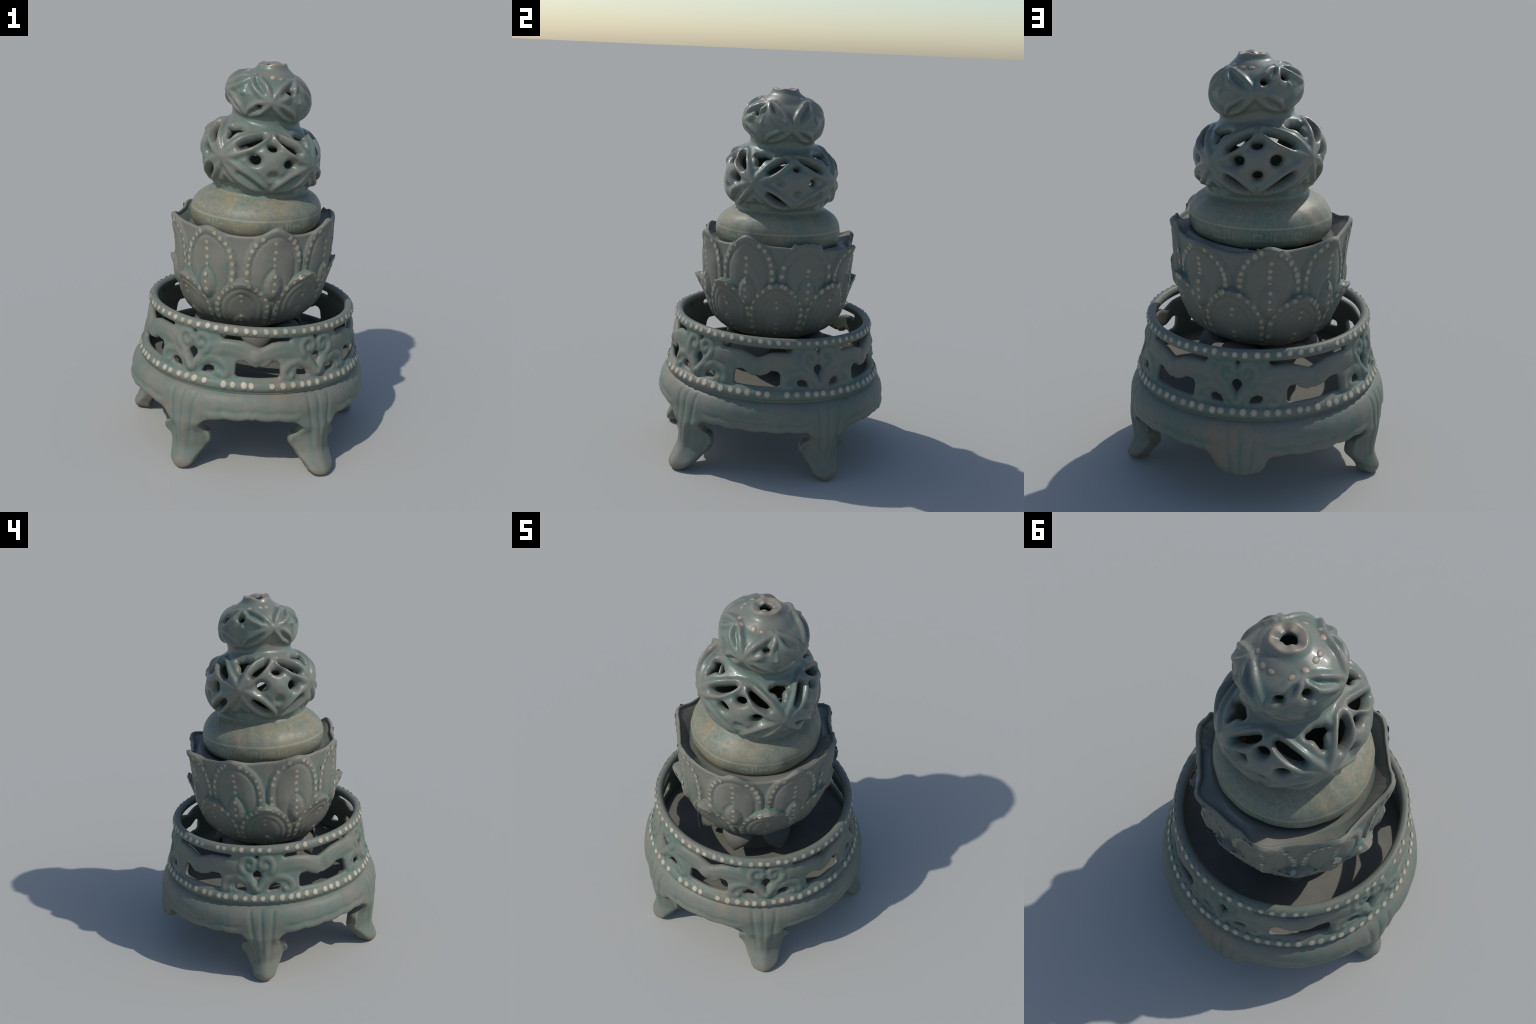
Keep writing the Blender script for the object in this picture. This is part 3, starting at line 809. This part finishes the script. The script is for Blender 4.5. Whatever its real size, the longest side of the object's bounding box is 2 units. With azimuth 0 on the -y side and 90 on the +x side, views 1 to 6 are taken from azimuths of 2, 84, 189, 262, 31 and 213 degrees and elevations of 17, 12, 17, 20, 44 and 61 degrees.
def build_base():
    step = 0.0052
    nu = int(TAU * 0.62 / step); az = np.arange(nu) * 360 / nu - 180
    z = np.arange(-0.010, 0.452, step); w = np.arange(-0.120, 0.0241, 0.0058)
    A = np.repeat(az[:, None], len(z), 1); Z = np.tile(z, (nu, 1))
    body = pchip(Z, [0.0, 0.10, 0.20, 0.26, 0.31, 0.35, 0.385, 0.410, 0.428, 0.445, 0.46], [0.56, 0.585, 0.612, 0.625, 0.632, 0.632, 0.625, 0.612, 0.595, 0.567, 0.55])
    D = math.pi / 180 * 0.625
    Rad = body.copy(); mask = 0.262 - Z                 # positive = empty (below the apron)
    thick = np.full(A.shape, 0.040)
    edge = 0.262 + 0 * Z
    legness = np.zeros(A.shape); leg_id = np.full(A.shape, -1)
    near = np.full(A.shape, 999.0)
    for k, a in enumerate(LEGS):
        x = wrap(A - a); nearer = np.abs(x) < np.abs(near); near = np.where(nearer, x, near); leg_id = np.where(nearer, k, leg_id)
    xs = near * D
    # cusped apron edge: little cloud points between the legs
    gap = np.clip((np.abs(xs) - 0.11) / 0.28, 0, 1)
    level = np.interp((A - LEGS[0]) % 360, [0, 36, 70, 105, 141, 175, 212, 245, 286, 330, 360], [.302, .308, .288, .280, .284, .294, .282, .280, .284, .303, .302])
    edge = level + 0.006 - 0.010 * np.abs(np.sin(gap * 7.5)) ** 0.6 + 0.004 * gap
    mask = edge - Z
    for k, a in enumerate(LEGS):
        sel = leg_id == k
        x = xs
        if k == 3:                                   # broken leg: only a stump
            outline = smooth_curve([(0.175, 0.30), (0.130, 0.266), (0.115, 0.240), (0.104, 0.218), (0.080, 0.200), (0.03, 0.189), (-0.03, 0.189), (-0.078, 0.197), (-0.110, 0.216), (-0.128, 0.243), (-0.165, 0.295)], 0.01)[1]
            ridge = pchip(Z, [0.0, 0.15, 0.20, 0.26, 0.32, 0.40, 0.46], [0.62, 0.638, 0.643, 0.645, 0.640, 0.616, 0.56])
        else:
            half = [(0.24, 0.312), (0.19, 0.300), (0.14, 0.288), (0.106, 0.270), (0.087, 0.247), (0.084, 0.228), (0.093, 0.210), (0.112, 0.198), (0.120, 0.182), (0.113, 0.160),
                    (0.099, 0.142), (0.083, 0.118), (0.068, 0.09), (0.056, 0.06), (0.048, 0.035), (0.033, 0.012), (0.0, 0.003)]
            wide = np.interp([p[1] for p in half], [0.0, 0.05, 0.10, 0.16, 0.20, 0.24], [0.0, 0.010, 0.022, 0.024, 0.016, 0.0])
            jl = rng.uniform(-.004, .004, len(half)) + wide * (1.2 if k == 0 else 0.6); jr = rng.uniform(-.004, .004, len(half)) + wide * (1.2 if k in (1, 2) else 0.6)
            jl[-1] = jr[-1] = 0
            left = [(-p[0] - q, p[1]) for p, q in zip(half, jl)]; right = [(p[0] + q, p[1]) for p, q in zip(half, jr)]
            outline = smooth_curve(right + left[::-1][1:], 0.01)[1]
            far = 0.062 if k == 1 else 0.008
            ridge = pchip(Z, [-0.01, 0.02, 0.045, 0.08, 0.12, 0.17, 0.22, 0.28, 0.34, 0.40, 0.46],
                          np.array([0.632, 0.645, 0.648, 0.634, 0.624, 0.630, 0.638, 0.640, 0.636, 0.615, 0.55]) + far * np.array([1, 1.1, 1, .8, .55, .35, .2, .1, 0, 0, 0]))
        sd = polygon(x, Z, np.vstack([outline, [(outline[-1, 0], 0.36), (outline[0, 0], 0.36)]]))
        mask = np.where(sel, smin(mask, sd - (0.009 if k != 3 else 0.0) * sstep(0.27, 0.20, Z) * sstep(0.0, 0.05, Z), 0.012), mask)
        # wings sweep back from the ridge
        lz = sstep(0.36, 0.24, Z)
        wing = ridge - (0.10 + (0.55 if k != 3 else 0.05) * sstep(0.27, 0.20, Z)) * (np.sqrt(x * x + 0.026 ** 2) - 0.026)
        inside = np.where(sel, sstep(0.17, 0.10, np.abs(x)) * lz, 0)
        Rad = np.where(sel, Rad * (1 - inside) + wing * inside, Rad)
        thick = np.where(sel, thick + inside * (0.026 + 0.020 * sstep(0.20, 0.06, Z) * sstep(0.09, 0.03, np.abs(x))), thick)
        # ribs that run from the shoulder down the leg
        hs = sstep(0.44, 0.40, Z) * sstep(0.06, 0.2, Z)
        for c, wd, dep in ((0.064, 0.011, 0.005), (-0.066, 0.011, 0.005), (-0.004, 0.010, 0.0045)):
            cx = c * np.interp(Z, [0.05, 0.2, 0.44], [0.45, 0.65, 1.05])
            Rad = np.where(sel, Rad - dep * hs * np.exp(-((x - cx) / wd) ** 2), Rad)
        legness = np.where(sel, sstep(0.30, 0.23, Z) * (np.abs(x) < 0.16), legness)
    P = polar(A, Rad, Z)
    Rad = Rad + 0.0022 * waves(P, 16, 31) + 0.0008 * waves(P, 70, 32)
    # soft roll along the lower edge of the apron
    Rad = Rad + (0.004 * np.exp(-((Z - edge - 0.018) / 0.014) ** 2) - 0.003 * np.exp(-((Z - edge - 0.048) / 0.010) ** 2)) * (mask < 0) * sstep(0.10, 0.16, np.abs(xs))
    F = smax(w[None, None] + 0 * Rad[..., None], -thick[..., None] - w[None, None], 0.014)
    F = smax(F, mask[..., None], 0.016)
    F = smax(F, (Z - 0.443)[..., None] + 0 * F, 0.006)
    F[:, 0] = np.maximum(F[:, 0], .001); F[:, -1] = np.maximum(F[:, -1], .001); F[..., 0] = np.maximum(F[..., 0], .001); F[..., -1] = np.maximum(F[..., -1], .001)
    G, Q = surface_net(F)
    u0 = np.floor(G[:, 0]).astype(int) % nu; u1 = (u0 + 1) % nu; fu = G[:, 0] - np.floor(G[:, 0])
    v0 = np.clip(np.floor(G[:, 1]).astype(int), 0, len(z) - 2); fv = G[:, 1] - v0
    bil = lambda M: (M[u0, v0] * (1 - fu) + M[u1, v0] * fu) * (1 - fv) + (M[u0, v0 + 1] * (1 - fu) + M[u1, v0 + 1] * fu) * fv
    zz = z[0] + G[:, 1] * step; ww = w[0] + G[:, 2] * (w[1] - w[0])
    V = polar(G[:, 0] * 360 / nu - 180, bil(Rad) + ww, zz)
    V[:, 0] += 0.003; V[:, 1] -= 0.003
    V[:, 2] -= V[:, 2].min()
    V = stand_tilt(V)
    NV = vertex_normals(V, Q)
    c = V[Q].mean(1); a = np.degrees(np.arctan2(c[:, 0] - CX, -(c[:, 1] - CY)))
    owner = np.full(len(Q), -1)
    for k, la in enumerate(LEGS):
        lim = 0.245
        owner[(c[:, 2] < lim) & (np.abs(wrap(a - la)) < 16)] = k
    mesh_part("apron", V, Q[owner == -1], M_LEG, normals=NV)
    for k in range(5):
        mesh_part("leg", V, Q[owner == k], M_LEG, normals=NV)
    # floor of the stand
    fr = np.array([0.002, 0.1, 0.2, 0.3, 0.4, 0.48, 0.52, 0.545, 0.555, 0.555, 0.52, 0.3, 0.002]); fz = np.array([0.0, 0, 0, 0, 0, 0, 0.001, 0.006, 0.004, -0.035, -0.04, -0.04, -0.04]) + FLOOR_Z
    n = 128; az = np.arange(n) * 360 / n
    P = polar(np.repeat(az[:, None], len(fr), 1), np.tile(fr, (n, 1)), np.tile(fz, (n, 1)))
    P[..., 0] += CX; P[..., 1] += CY
    mesh_part("tray", P.reshape(-1, 3), grid_quads(n, len(fr), flip=True), M_CLAY)

build_railing()
build_base()

# ------------------------------------------------------------------ keep the stated frame: lowest point on the ground
bpy.context.view_layer.update()
